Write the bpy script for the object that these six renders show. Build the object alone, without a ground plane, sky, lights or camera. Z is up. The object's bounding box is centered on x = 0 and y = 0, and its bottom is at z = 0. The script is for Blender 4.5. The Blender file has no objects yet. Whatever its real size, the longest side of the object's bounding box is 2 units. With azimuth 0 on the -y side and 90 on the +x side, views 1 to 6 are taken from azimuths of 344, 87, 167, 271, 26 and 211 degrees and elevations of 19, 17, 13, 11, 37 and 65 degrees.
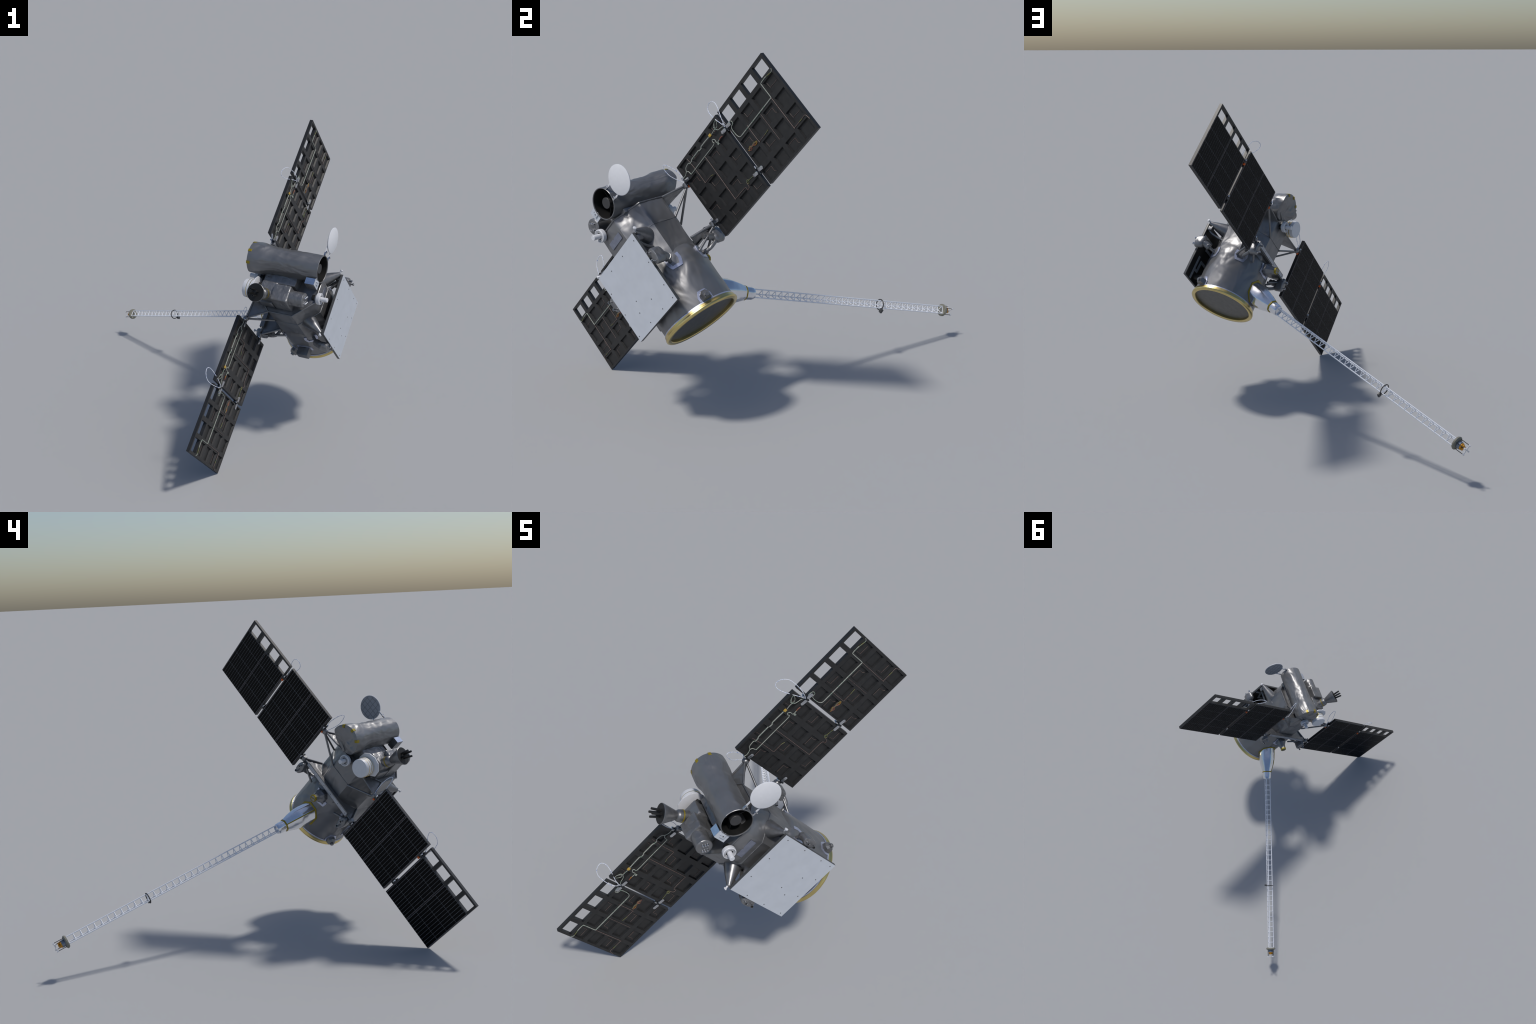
# Deep-space weather observatory: octagonal foil-wrapped bus on a cylindrical
# propulsion module, two folding solar wings, telescope, lattice magnetometer boom.
# Everything is modelled in the craft's own frame:
#   X along the solar wings, Y along the boom side (telescope looks along -Y),
#   Z along the bus axis (telescope deck up); the frame is then tilted 45 degrees.
import bpy, bmesh, math, random
from math import sin, cos, pi, radians, sqrt
from mathutils import Vector, Matrix, noise

random.seed(7)

# ------------------------------------------------------------------ frame
A0 = radians(47.08)
hx = Vector((cos(A0), sin(A0), 0)); up = Vector((0, 0, 1))
AX = (hx + up) / sqrt(2); AZ = (up - hx) / sqrt(2); AY = AZ.cross(AX)
CENTRE = Vector((0.00155, -0.40809, 0.80080))
M = Matrix(((AX.x, AY.x, AZ.x, CENTRE.x), (AX.y, AY.y, AZ.y, CENTRE.y),
            (AX.z, AY.z, AZ.z, CENTRE.z), (0, 0, 0, 1)))

root = bpy.data.objects.new("space_observatory", None)
root["label"] = "foil-wrapped space observatory with black solar wings and lattice boom"
root["category"] = "satellite"
bpy.context.scene.collection.objects.link(root)

# ------------------------------------------------------------------ materials
def new_mat(name):
    m = bpy.data.materials.new(name); m.use_nodes = True
    nt = m.node_tree
    b = nt.nodes["Principled BSDF"]
    return m, nt, b

def simple(name, col, metal=0.0, rough=0.5, var=0.12, scale=60, bump=0.0, bscale=200, coat=0.0):
    m, nt, b = new_mat(name)
    tc = nt.nodes.new("ShaderNodeTexCoord")
    n = nt.nodes.new("ShaderNodeTexNoise"); n.inputs["Scale"].default_value = scale
    n.inputs["Detail"].default_value = 4
    nt.links.new(tc.outputs["Object"], n.inputs["Vector"])
    r = nt.nodes.new("ShaderNodeValToRGB")
    r.color_ramp.elements[0].position = 0.3; r.color_ramp.elements[1].position = 0.7
    r.color_ramp.elements[0].color = tuple(c * (1 - var) for c in col) + (1,)
    r.color_ramp.elements[1].color = tuple(min(1, c * (1 + var)) for c in col) + (1,)
    nt.links.new(n.outputs["Fac"], r.inputs["Fac"])
    nt.links.new(r.outputs["Color"], b.inputs["Base Color"])
    b.inputs["Metallic"].default_value = metal
    b.inputs["Roughness"].default_value = rough
    b.inputs["Coat Weight"].default_value = coat
    if bump > 0:
        n2 = nt.nodes.new("ShaderNodeTexNoise"); n2.inputs["Scale"].default_value = bscale
        n2.inputs["Detail"].default_value = 3
        nt.links.new(tc.outputs["Object"], n2.inputs["Vector"])
        bp = nt.nodes.new("ShaderNodeBump"); bp.inputs["Strength"].default_value = bump
        bp.inputs["Distance"].default_value = 0.002
        nt.links.new(n2.outputs["Fac"], bp.inputs["Height"])
        nt.links.new(bp.outputs["Normal"], b.inputs["Normal"])
    return m

def foil(name, col, rough=0.36, metal=0.95, stretch=(1, 1, 1), rot=(0, 0, 0), strength=0.35, scale=16, dist=0.006, detail=2.5):
    """crinkled thermal blanket: soft folds from stretched warped noise plus sharp creases"""
    m, nt, b = new_mat(name)
    tc = nt.nodes.new("ShaderNodeTexCoord")
    mp = nt.nodes.new("ShaderNodeMapping")
    mp.inputs["Scale"].default_value = stretch; mp.inputs["Rotation"].default_value = rot
    nt.links.new(tc.outputs["Object"], mp.inputs["Vector"])
    n = nt.nodes.new("ShaderNodeTexNoise"); n.inputs["Scale"].default_value = scale
    n.inputs["Detail"].default_value = detail; n.inputs["Distortion"].default_value = 0.7
    n.inputs["Roughness"].default_value = 0.45
    nt.links.new(mp.outputs["Vector"], n.inputs["Vector"])
    v = nt.nodes.new("ShaderNodeTexVoronoi"); v.feature = 'SMOOTH_F1'
    v.inputs["Scale"].default_value = scale * 1.1; v.inputs["Smoothness"].default_value = 0.25
    nt.links.new(mp.outputs["Vector"], v.inputs["Vector"])
    mix = nt.nodes.new("ShaderNodeMath"); mix.operation = 'MULTIPLY_ADD'
    mix.inputs[1].default_value = 0.45
    nt.links.new(v.outputs["Distance"], mix.inputs[0]); nt.links.new(n.outputs["Fac"], mix.inputs[2])
    bp = nt.nodes.new("ShaderNodeBump"); bp.inputs["Strength"].default_value = strength
    bp.inputs["Distance"].default_value = dist
    nt.links.new(mix.outputs[0], bp.inputs["Height"]); nt.links.new(bp.outputs["Normal"], b.inputs["Normal"])
    r = nt.nodes.new("ShaderNodeValToRGB")
    r.color_ramp.elements[0].position = 0.25; r.color_ramp.elements[1].position = 0.75
    r.color_ramp.elements[0].color = tuple(c * 0.86 for c in col) + (1,)
    r.color_ramp.elements[1].color = tuple(min(1, c * 1.12) for c in col) + (1,)
    n3 = nt.nodes.new("ShaderNodeTexNoise"); n3.inputs["Scale"].default_value = 9
    nt.links.new(tc.outputs["Object"], n3.inputs["Vector"]); nt.links.new(n3.outputs["Fac"], r.inputs["Fac"])
    nt.links.new(r.outputs["Color"], b.inputs["Base Color"])
    b.inputs["Metallic"].default_value = metal; b.inputs["Roughness"].default_value = rough
    return m

def striped_wire(name, base, fleck, scale, thr=0.62):
    m, nt, b = new_mat(name)
    tc = nt.nodes.new("ShaderNodeTexCoord")
    n = nt.nodes.new("ShaderNodeTexNoise"); n.inputs["Scale"].default_value = scale; n.inputs["Detail"].default_value = 1
    nt.links.new(tc.outputs["Object"], n.inputs["Vector"])
    r = nt.nodes.new("ShaderNodeValToRGB")
    r.color_ramp.elements[0].position = thr - .03; r.color_ramp.elements[1].position = thr + .03
    r.color_ramp.elements[0].color = base + (1,); r.color_ramp.elements[1].color = fleck + (1,)
    nt.links.new(n.outputs["Fac"], r.inputs["Fac"]); nt.links.new(r.outputs["Color"], b.inputs["Base Color"])
    b.inputs["Roughness"].default_value = 0.5
    return m

MLI = foil("grey_thermal_blanket", (0.200, 0.202, 0.209), metal=0.66, rough=0.41, stretch=(1, 1, 0.6), strength=0.55, scale=11, dist=0.022, detail=2.2)
MLI_TEL = foil("telescope_blanket", (0.210, 0.212, 0.219), metal=0.64, rough=0.42, stretch=(1.3, 0.5, 1.3), rot=(0.5, 0, 0.6), strength=0.8, scale=11, dist=0.020)
MLI_CYL = foil("module_blanket", (0.200, 0.202, 0.209), metal=0.66, rough=0.41, stretch=(1, 1, 0.5), strength=0.7, scale=9, dist=0.028, detail=2.2)
MLI_SMALL = foil("instrument_blanket", (0.210, 0.212, 0.219), metal=0.66, rough=0.40, scale=26, strength=0.6, dist=0.010)
CONEM = simple("standoff_wrap", (0.205, 0.207, 0.214), metal=0.7, rough=0.36, bump=0.12, bscale=16)
STRUT = simple("grey_strut_wrap", (0.195, 0.197, 0.203), metal=0.75, rough=0.4, bump=0.15, bscale=60)
SILVER = foil("silver_canister_film", (0.80, 0.82, 0.86), rough=0.2, metal=1.0, stretch=(1, 0.4, 1), scale=14, strength=0.16)
TAPE = simple("yellow_film_tape", (0.27, 0.205, 0.008), metal=0.3, rough=0.4, var=0.15)
SILVERTAPE = simple("silver_tape", (0.47, 0.50, 0.62), metal=0.75, rough=0.35, bump=0.2, bscale=120)
GOLD = simple("gold_plated_ring", (0.66, 0.53, 0.22), metal=1.0, rough=0.28, var=0.08, scale=20)
GOLDLINE = simple("gold_ring_line", (0.75, 0.55, 0.15), metal=1.0, rough=0.25)
WHITE = simple("white_radiator_paint", (0.49, 0.52, 0.57), rough=0.5, var=0.03, scale=25)
WHITEP = simple("white_antenna_paint", (0.62, 0.63, 0.66), rough=0.45, var=0.03)
DISHW = simple("white_dish_face", (0.66, 0.67, 0.70), rough=0.5, var=0.02)
DISHBACK = simple("grey_dish_back", (0.38, 0.39, 0.42), rough=0.5, var=0.05)
RIBM = simple("dish_rib_grey", (0.27, 0.278, 0.295), rough=0.5)
EDGE = simple("dark_panel_edge", (0.05, 0.053, 0.056), rough=0.45)
BLACK = simple("matt_black", (0.006, 0.006, 0.006), rough=0.6)
BLACKG = simple("black_baffle", (0.010, 0.010, 0.010), rough=0.5)
HUBM = simple("dark_hub", (0.035, 0.035, 0.037), rough=0.45)
PANEL = simple("black_panel_composite", (0.0145, 0.0145, 0.0148), rough=0.45, var=0.25, scale=45)
PANELF = simple("panel_front_substrate", (0.135, 0.14, 0.15), rough=0.5, var=0.4, scale=220)
BANDM = simple("panel_wiring_band", (0.10, 0.055, 0.055), rough=0.5, var=0.8, scale=120)
CELL = simple("black_solar_cell", (0.0022, 0.0023, 0.0026), rough=0.33, var=0.1, scale=30)
CELL.node_tree.nodes["Principled BSDF"].inputs["Specular IOR Level"].default_value = 0.09
STEEL = simple("steel_hinge", (0.55, 0.56, 0.58), metal=1.0, rough=0.22)
DSTEEL = simple("dark_hinge", (0.05, 0.055, 0.06), metal=0.8, rough=0.3)
ORANGE = simple("orange_damper", (0.62, 0.10, 0.004), rough=0.4)
BOOMM = simple("boom_white_metal", (0.76, 0.78, 0.83), metal=0.1, rough=0.4, var=0.05)
NOZ = simple("nozzle_chrome", (0.45, 0.46, 0.48), metal=1.0, rough=0.15)
WCABLE = striped_wire("white_blue_cable", (0.68, 0.71, 0.78), (0.08, 0.18, 0.48), 230, 0.62)
GCABLE = striped_wire("pale_green_cable", (0.27, 0.285, 0.255), (0.13, 0.19, 0.15), 130, 0.60)
PINKW = striped_wire("copper_pink_wire", (0.135, 0.10, 0.09), (0.09, 0.05, 0.045), 150, 0.6)
REDW = striped_wire("red_yellow_wires", (0.17, 0.06, 0.045), (0.24, 0.12, 0.015), 70, 0.58)
YELW = striped_wire("yellow_green_wire", (0.13, 0.125, 0.045), (0.09, 0.125, 0.08), 110, 0.55)
TIPPLATE = simple("olive_grey_plate", (0.19, 0.185, 0.15), rough=0.55)
AMBER = simple("amber_film", (0.55, 0.25, 0.015), metal=0.4, rough=0.35)
CARBON = simple("black_rod", (0.012, 0.012, 0.012), rough=0.4)
BLUEGREY = simple("blue_grey_housing", (0.20, 0.23, 0.28), metal=0.6, rough=0.35)
PATCH = simple("blue_grey_patch", (0.27, 0.29, 0.36), metal=0.8, rough=0.35)
PIPE = simple("heat_pipe", (0.28, 0.30, 0.33), metal=0.3, rough=0.45)
MIRROR = simple("mirror_tile", (0.72, 0.78, 0.88), metal=1.0, rough=0.14)
BOLT = simple("dark_bolt", (0.05, 0.05, 0.05), rough=0.5)

# ------------------------------------------------------------------ mesh helpers
class Mesh:
    def __init__(self):
        self.v = []; self.f = []; self.mi = []; self.cur = 0
    def add(self, verts, faces):
        o = len(self.v)
        self.v += [tuple(p) for p in verts]
        for f in faces:
            self.f.append([i + o for i in f]); self.mi.append(self.cur)
        return self
    def mat(self, i): self.cur = i; return self
    # --- primitives
    def box(self, lo, hi, bevel=0.0, rot=None, about=None):
        x0, y0, z0 = lo; x1, y1, z1 = hi
        vs = [(x0, y0, z0), (x1, y0, z0), (x1, y1, z0), (x0, y1, z0), (x0, y0, z1), (x1, y0, z1), (x1, y1, z1), (x0, y1, z1)]
        fs = [(0, 3, 2, 1), (4, 5, 6, 7), (0, 1, 5, 4), (1, 2, 6, 5), (2, 3, 7, 6), (3, 0, 4, 7)]
        if bevel > 0: vs, fs = bevelled(vs, fs, bevel)
        if rot is not None:
            c = Vector(about) if about else (Vector(lo) + Vector(hi)) / 2
            vs = [c + rot @ (Vector(p) - c) for p in vs]
        return self.add(vs, fs)
    def lathe(self, base, axis, prof, n=32, cap0=True, cap1=True, start=0.0):
        """prof: list of (distance along axis, radius)"""
        base = Vector(base); a = Vector(axis).normalized()
        t = Vector((1, 0, 0)) if abs(a.x) < 0.8 else Vector((0, 0, 1))
        e = a.cross(t).normalized(); g = a.cross(e)
        vs = []; fs = []
        for s, r in prof:
            for i in range(n):
                th = 2 * pi * i / n + start
                vs.append(base + a * s + (e * cos(th) + g * sin(th)) * r)
        for k in range(len(prof) - 1):
            for i in range(n):
                j = (i + 1) % n
                fs.append((k * n + i, k * n + j, (k + 1) * n + j, (k + 1) * n + i))
        if cap0: fs.append(tuple(range(n - 1, -1, -1)))
        if cap1: fs.append(tuple((len(prof) - 1) * n + i for i in range(n)))
        return self.add(vs, fs)
    def rod(self, p0, p1, r0, r1=None, n=12):
        p0 = Vector(p0); p1 = Vector(p1); d = p1 - p0
        return self.lathe(p0, d, [(0, r0), (d.length, r0 if r1 is None else r1)], n)
    def tube(self, pts, r, n=8, smooth=4, closed=False):
        pts = [Vector(p) for p in pts]
        if smooth > 1: pts = catmull(pts, smooth, closed)
        vs = []; fs = []; m = len(pts); ref = None
        for i, p in enumerate(pts):
            if closed: d = pts[(i + 1) % m] - pts[i - 1]
            else: d = pts[min(i + 1, m - 1)] - pts[max(i - 1, 0)]
            d = d.normalized() if d.length > 1e-9 else Vector((0, 0, 1))
            if ref is None:
                ref = d.cross(Vector((0.31, 0.9, 0.2))).normalized()
            e = (ref - d * ref.dot(d)).normalized(); ref = e; g = d.cross(e)
            for k in range(n):
                th = 2 * pi * k / n
                vs.append(p + (e * cos(th) + g * sin(th)) * r)
        seg = m if closed else m - 1
        for i in range(seg):
            j = (i + 1) % m
            for k in range(n):
                l = (k + 1) % n
                fs.append((i * n + k, i * n + l, j * n + l, j * n + k))
        if not closed:
            fs.append(tuple(range(n - 1, -1, -1))); fs.append(tuple((m - 1) * n + k for k in range(n)))
        return self.add(vs, fs)
    def prism(self, poly, direction, bevel=0.0):
        """extrude a closed 3D polygon along a vector"""
        d = Vector(direction); n = len(poly)
        vs = [Vector(p) for p in poly] + [Vector(p) + d for p in poly]
        fs = [tuple(range(n - 1, -1, -1)), tuple(range(n, 2 * n))]
        for i in range(n): fs.append((i, (i + 1) % n, n + (i + 1) % n, n + i))
        if bevel > 0: vs, fs = bevelled(vs, fs, bevel)
        return self.add(vs, fs)
    def loft(self, rings, cap0=True, cap1=True):
        n = len(rings[0]); vs = [Vector(p) for r in rings for p in r]; fs = []
        for k in range(len(rings) - 1):
            for i in range(n):
                j = (i + 1) % n
                fs.append((k * n + i, k * n + j, (k + 1) * n + j, (k + 1) * n + i))
        if cap0: fs.append(tuple(range(n - 1, -1, -1)))
        if cap1: fs.append(tuple((len(rings) - 1) * n + i for i in range(n)))
        return self.add(vs, fs)
    # --- finish
    def mesh(self, name, mats, angle=35, fix=True):
        me = bpy.data.meshes.new(name)
        me.from_pydata(self.v, [], self.f)
        for m in (mats if isinstance(mats, (list, tuple)) else [mats]): me.materials.append(m)
        for p, i in zip(me.polygons, self.mi): p.material_index = i
        bm = bmesh.new(); bm.from_mesh(me)
        if fix: bmesh.ops.recalc_face_normals(bm, faces=bm.faces)
        lim = radians(angle)
        for f in bm.faces: f.smooth = True
        for e in bm.edges:
            if len(e.link_faces) == 2 and e.calc_face_angle(0) > lim: e.smooth = False
        bm.to_mesh(me); bm.free()
        return me
    def part(self, name, mats, parent=None, angle=35, fix=True):
        return place(name, self.mesh(name, mats, angle, fix), parent)

def place(name, me, parent=None, kind=None):
    o = bpy.data.objects.new(name, me)
    bpy.context.scene.collection.objects.link(o)
    if parent is None:
        o.parent = root; o.matrix_basis = M
    else:
        o.parent = parent
    if kind: o["kind"] = kind
    return o

def twin(src, name, parent, offset):
    o = src.copy(); o.name = name
    bpy.context.scene.collection.objects.link(o)
    o.parent = parent; o.matrix_basis = Matrix.Translation(offset)
    return o

def bevelled(vs, fs, w):
    bm = bmesh.new()
    bv = [bm.verts.new(p) for p in vs]
    for f in fs: bm.faces.new([bv[i] for i in f])
    bmesh.ops.recalc_face_normals(bm, faces=bm.faces)
    bmesh.ops.bevel(bm, geom=list(bm.edges), offset=w, segments=2, profile=0.6, affect='EDGES')
    bm.verts.index_update()
    v2 = [v.co.copy() for v in bm.verts]; f2 = [tuple(v.index for v in f.verts) for f in bm.faces]
    bm.free(); return v2, f2

def catmull(P, k, closed=False):
    out = []; n = len(P)
    rng = n if closed else n - 1
    for i in range(rng):
        if closed: a, b, c, d = P[i - 1], P[i], P[(i + 1) % n], P[(i + 2) % n]
        else: a, b, c, d = P[max(i - 1, 0)], P[i], P[i + 1], P[min(i + 2, n - 1)]
        for j in range(k):
            t = j / k
            out.append(0.5 * ((2 * b) + (c - a) * t + (2 * a - 5 * b + 4 * c - d) * t * t + (3 * b - a - 3 * c + d) * t ** 3))
    if not closed: out.append(P[-1])
    return out

def folds(p, s, seed=0.0):
    """ridged folds, -1..1, for geometric blanket wrinkles"""
    q = Vector((p[0] * s + seed, p[1] * s + seed * 1.7, p[2] * s - seed))
    w = noise.noise_vector(q * 0.6) * 0.8
    a = 1 - 2 * abs(noise.noise(q + w))
    b = noise.noise(q * 2.1 + Vector((5, 3, seed)))
    return 0.65 * a * a * a + 0.35 * b

# ------------------------------------------------------------------ bus (octagonal prism)
BY = -0.173                     # body axis in Y
APO, HS = 0.157, 0.065          # apothem, half side
OCT = [(HS, -APO), (APO, -HS), (APO, HS), (HS, APO), (-HS, APO), (-APO, HS), (-APO, -HS), (-HS, -APO)]

def oct_ring(z, k=1.0, sub=10, bulge=0.0, wob=0.0, seed=0):
    out = []
    for i in range(8):
        a = Vector(OCT[i]); b = Vector(OCT[(i + 1) % 8]); nrm = ((a + b) / 2).normalized()
        for j in range(sub):
            t = j / sub
            p = (a.lerp(b, t)) * k + nrm * bulge * sin(pi * t)
            co = Vector((p.x, BY + p.y, z))
            if wob: co += Vector((nrm.x, nrm.y, 0)) * wob * folds(co, 11, seed) * sin(pi * t) ** 0.5
            out.append(co)
    return out

m = Mesh()
zs = [-0.118 + 0.119 * i / 14 for i in range(15)]
rings = [oct_ring(z, 0.985 + 0.012 * (i / 14) - 0.006 * sin(pi * i / 14), bulge=-0.003 * sin(pi * i / 14), wob=0.004, seed=1) for i, z in enumerate(zs)]
zs2 = [0.006 + 0.108 * i / 14 for i in range(15)]
rings2 = [oct_ring(z, 0.995, bulge=0.002 * sin(pi * i / 14), wob=0.004, seed=2.3) for i, z in enumerate(zs2)]
belt = [oct_ring(0.001, 1.012), oct_ring(0.005, 1.012)]
skirt = [oct_ring(-0.170 + 0.010 * i, 0.965 + 0.004 * i, wob=0.002, seed=1) for i in range(5)]   # tucked into the module shoulder
m.loft(skirt + rings + belt + rings2)
bus = m.part("bus_body", MLI, angle=38)

m = Mesh()                       # rolled blanket hem round the telescope deck
m.tube([Vector((x, BY + y, 0.1145)) for x, y in OCT], 0.0042, n=8, smooth=1, closed=True)
m.part("deck_hem", STRUT, bus)
m = Mesh()
m.box((-0.038, -0.3335, 0.0305), (0.051, -0.3315, 0.0620))
m.part("label_patch", PATCH, bus)

# ------------------------------------------------------------------ propulsion module
m = Mesh()
prof = [(-0.397, 0.1685), (-0.33, 0.169), (-0.25, 0.169), (-0.185, 0.169), (-0.160, 0.1675), (-0.145, 0.1640), (-0.132, 0.1585), (-0.121, 0.1500), (-0.114, 0.138), (-0.110, 0.120)]
fine = []
for (z0, r0), (z1, r1) in zip(prof, prof[1:]):
    k = max(1, int(abs(z1 - z0) / 0.008))
    fine += [(z0 + (z1 - z0) * j / k, r0 + (r1 - r0) * j / k) for j in range(k)]
fine.append(prof[-1])
rings = []
for z, r in fine:
    ring = []
    for i in range(120):
        th = 2 * pi * i / 120
        p = Vector((cos(th), sin(th), 0))
        edge = min(1, (z + 0.397) / 0.03)
        w = 0.0022 * folds(Vector((p.x * 0.17, p.y * 0.17, z * 0.42)), 13, 4.0) * edge
        ring.append(Vector((0, BY, z)) + p * (r + w))
    rings.append(ring)
m.loft(rings)
module = m.part("propulsion_module", MLI_CYL, angle=50)

m = Mesh()
m.lathe((0, BY, -0.4245), (0, 0, 1), [(0.003, 0.1566), (0, 0.159), (0, 0.174), (0.004, 0.1776), (0.010, 0.1776), (0.0135, 0.1755), (0.017, 0.1745), (0.0235, 0.1735), (0.0235, 0.160), (0.018, 0.1566), (0.003, 0.1566)], 72, False, False)
m.part("adapter_ring", GOLD, module, angle=50)
m = Mesh()
m.lathe((0, BY, -0.4015), (0, 0, 1), [(0, 0.166), (0, 0.1722), (0.004, 0.1722), (0.007, 0.1705), (0.007, 0.166)], 72, False, False)
m.part("ring_tape", SILVERTAPE, module)
m = Mesh()
m.lathe((0, BY, -0.4105), (0, 0, 1), [(0, 0.159), (0.004, 0.159)], 72)
m.part("end_cover", simple("dark_end_blanket", (0.13, 0.13, 0.125), metal=0.7, rough=0.45, bump=0.3, bscale=14), module)

def on_cyl(th, z, r=0.1705): return Vector((r * cos(th), BY + r * sin(th), z))
def tape_strip(pts, width, name="silver_tape_strip"):
    """tape lying on the module wall; pts are (angle in degrees, z)"""
    m = Mesh()
    P = [(radians(a), z) for a, z in pts]
    dense = []
    for (a0, z0), (a1, z1) in zip(P, P[1:]):
        k = 4
        dense += [(a0 + (a1 - a0) * j / k, z0 + (z1 - z0) * j / k) for j in range(k)]
    dense.append(P[-1])
    rows = []
    for i, (a, z) in enumerate(dense):
        a1, z1 = dense[min(i + 1, len(dense) - 1)]; a0, z0 = dense[max(i - 1, 0)]
        da, dz = (a1 - a0) * 0.17, z1 - z0; l = max(1e-6, sqrt(da * da + dz * dz))
        na, nz = -dz / l / 0.17, da / l
        rows.append([on_cyl(a + na * width / 2, z + nz * width / 2, 0.1685), on_cyl(a + na * width / 2, z + nz * width / 2, 0.1725),
                     on_cyl(a - na * width / 2, z - nz * width / 2, 0.1725), on_cyl(a - na * width / 2, z - nz * width / 2, 0.1685)])
    m.loft(rows)
    return m.part(name, SILVERTAPE, module)

# ------------------------------------------------------------------ coarse attitude sensor blocks by the ring
def sensor_block(th_deg):
    th = radians(th_deg); rot = Matrix.Rotation(th, 3, 'Z'); c = on_cyl(th, -0.376, 0.0)
    ctr = Vector((0, BY, -0.376))
    m = Mesh()
    t = 0.0195
    rings = []
    for r, sy, sz, oz in [(0.160, 1.05, 1.05, 0), (0.188, 1.0, 1.0, 0), (0.199, 0.72, 0.7, -0.002)]:
        rings.append([ctr + rot @ Vector((r, y * sy, z * sz + oz)) for y, z in [(-t, -t), (t, -t), (t, t * .4), (t * .5, t), (-t * .5, t), (-t, t * .4)]])
    m.loft(rings)
    m.lathe(ctr + rot @ Vector((0.186, 0, -0.004)), rot @ Vector((1, 0, -0.12)), [(0, 0.0100), (0.020, 0.0100), (0.022, 0.008)], 8)
    b = m.part("sun_sensor_block", STRUT, module, angle=30)
    tape_strip([(th_deg - 8.5, -0.396), (th_deg - 9, -0.375), (th_deg - 5, -0.352), (th_deg + 5, -0.352), (th_deg + 9, -0.375), (th_deg + 8.5, -0.396)], 0.010)
sensor_block(-21.5)
sensor_block(158.5)
# heater box on the -X side
m = Mesh()
m.box((-0.214, -0.222, -0.332), (-0.150, -0.158, -0.282), bevel=0.006)
m.part("electronics_box", STRUT, module)
tape_strip([(178, -0.345), (175, -0.31), (176, -0.272), (190, -0.268), (198, -0.285), (199, -0.32)], 0.012)

# ------------------------------------------------------------------ telescope
TX, TZ = 0.086, 0.191
m = Mesh()
rings = []
ys = [-0.343 + 0.377 * i / 46 for i in range(47)]
for y in ys:
    ring = []
    f = min(1, max(0, (y + 0.10) / 0.085)); f = f * f * (3 - 2 * f)
    for i in range(72):
        th = 2 * pi * i / 72
        low = max(0, min(1, (-0.05 - sin(th)) / 0.95))   # 0 on the upper half, 1 at the bottom
        r = 0.069 + 0.0115 * f * (1 - 0.9 * low)
        lim = 0.034 - 0.040 * low                        # lower lip ends sooner
        yy = -0.343 + (y + 0.343) * (lim + 0.343) / 0.377
        p = Vector((cos(th), 0, sin(th)))
        e = min(1, (y + 0.343) / 0.05) * min(1, (0.034 - y) / 0.03 + 0.1)
        w = 0.0030 * folds(Vector((p.x * 0.07 + y * 0.5, y * 0.8, p.z * 0.07 - y * 0.3)), 17, 9.0) * e
        ring.append(Vector((TX, yy, TZ)) + p * (r + w))
    rings.append(ring)
# rounded front lip, then the dark bore
lip = []
for y, r in [(-0.341, 0.0645), (-0.3445, 0.0655), (-0.3450, 0.0672)]:
    lip.append([Vector((TX + r * cos(2 * pi * i / 72), y, TZ + r * sin(2 * pi * i / 72))) for i in range(72)])
back = rings[-1]
bc = sum((Vector(p) for p in back), Vector()) / 72
dome = []
for k, off in [(0.9, 0.004), (0.6, 0.003), (0.3, 0.004), (0.05, 0.004)]:
    dome.append([bc + (Vector(p) - bc) * k + Vector((0, off + 0.0015 * folds(p, 30, 3), 0)) for p in back])
m.loft(lip + rings + dome, cap0=False)
tel = m.part("telescope_tube", MLI_TEL, angle=40)
m = Mesh()
m.lathe((TX, -0.3415, TZ), (0, 1, 0), [(0, 0.0647), (0.06, 0.0642), (0.20, 0.0635), (0.20, 0.001)], 64, False, False)
m.part("telescope_baffle", BLACKG, tel, fix=False)
m = Mesh()
m.lathe((TX, -0.3295, TZ), (0, 1, 0), [(0, 0.0235), (0.001, 0.0243), (0.085, 0.0243)], 32)
for k in range(3):
    a = radians(90 + 120 * k)
    d = Vector((cos(a), 0, sin(a)))
    s = Vector((-sin(a), 0, cos(a))) * 0.0008
    c0 = Vector((TX, -0.30, TZ)) + d * 0.02; c1 = Vector((TX, -0.30, TZ)) + d * 0.0645
    m.prism([c0 - s, c0 + s, c1 + s, c1 - s], (0, 0.045, 0))
m.part("secondary_mirror_hub", HUBM, tel)
def tab(th):
    p = Vector((cos(th), 0, sin(th))); t = Vector((-sin(th), 0, cos(th)))
    c = Vector((TX, 0, TZ))
    m = Mesh()
    h = 0.0068
    rows = []
    for y, r in [(0.018, 0.0815), (0.030, 0.0822), (0.0365, 0.0816), (0.0385, 0.075), (0.0390, 0.068)]:
        rows.append([c + p * r + t * h + Vector((0, y, 0)), c + p * r - t * h + Vector((0, y, 0)),
                     c + p * (r - 0.003) - t * h + Vector((0, y - 0.003, 0)), c + p * (r - 0.003) + t * h + Vector((0, y - 0.003, 0))])
    m.loft(rows); m.part("yellow_tape_tab", TAPE, tel)
for a in (135, 90, 45): tab(radians(a))
m = Mesh()                       # saddle and strap under the tube
m.box((-0.026, -0.228, 0.108), (0.10, -0.055, 0.176), bevel=0.008)
m.box((0.05, -0.30, 0.108), (0.12, -0.04, 0.128), bevel=0.004)
m.part("telescope_saddle", MLI_SMALL, tel)
m = Mesh()
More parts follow.
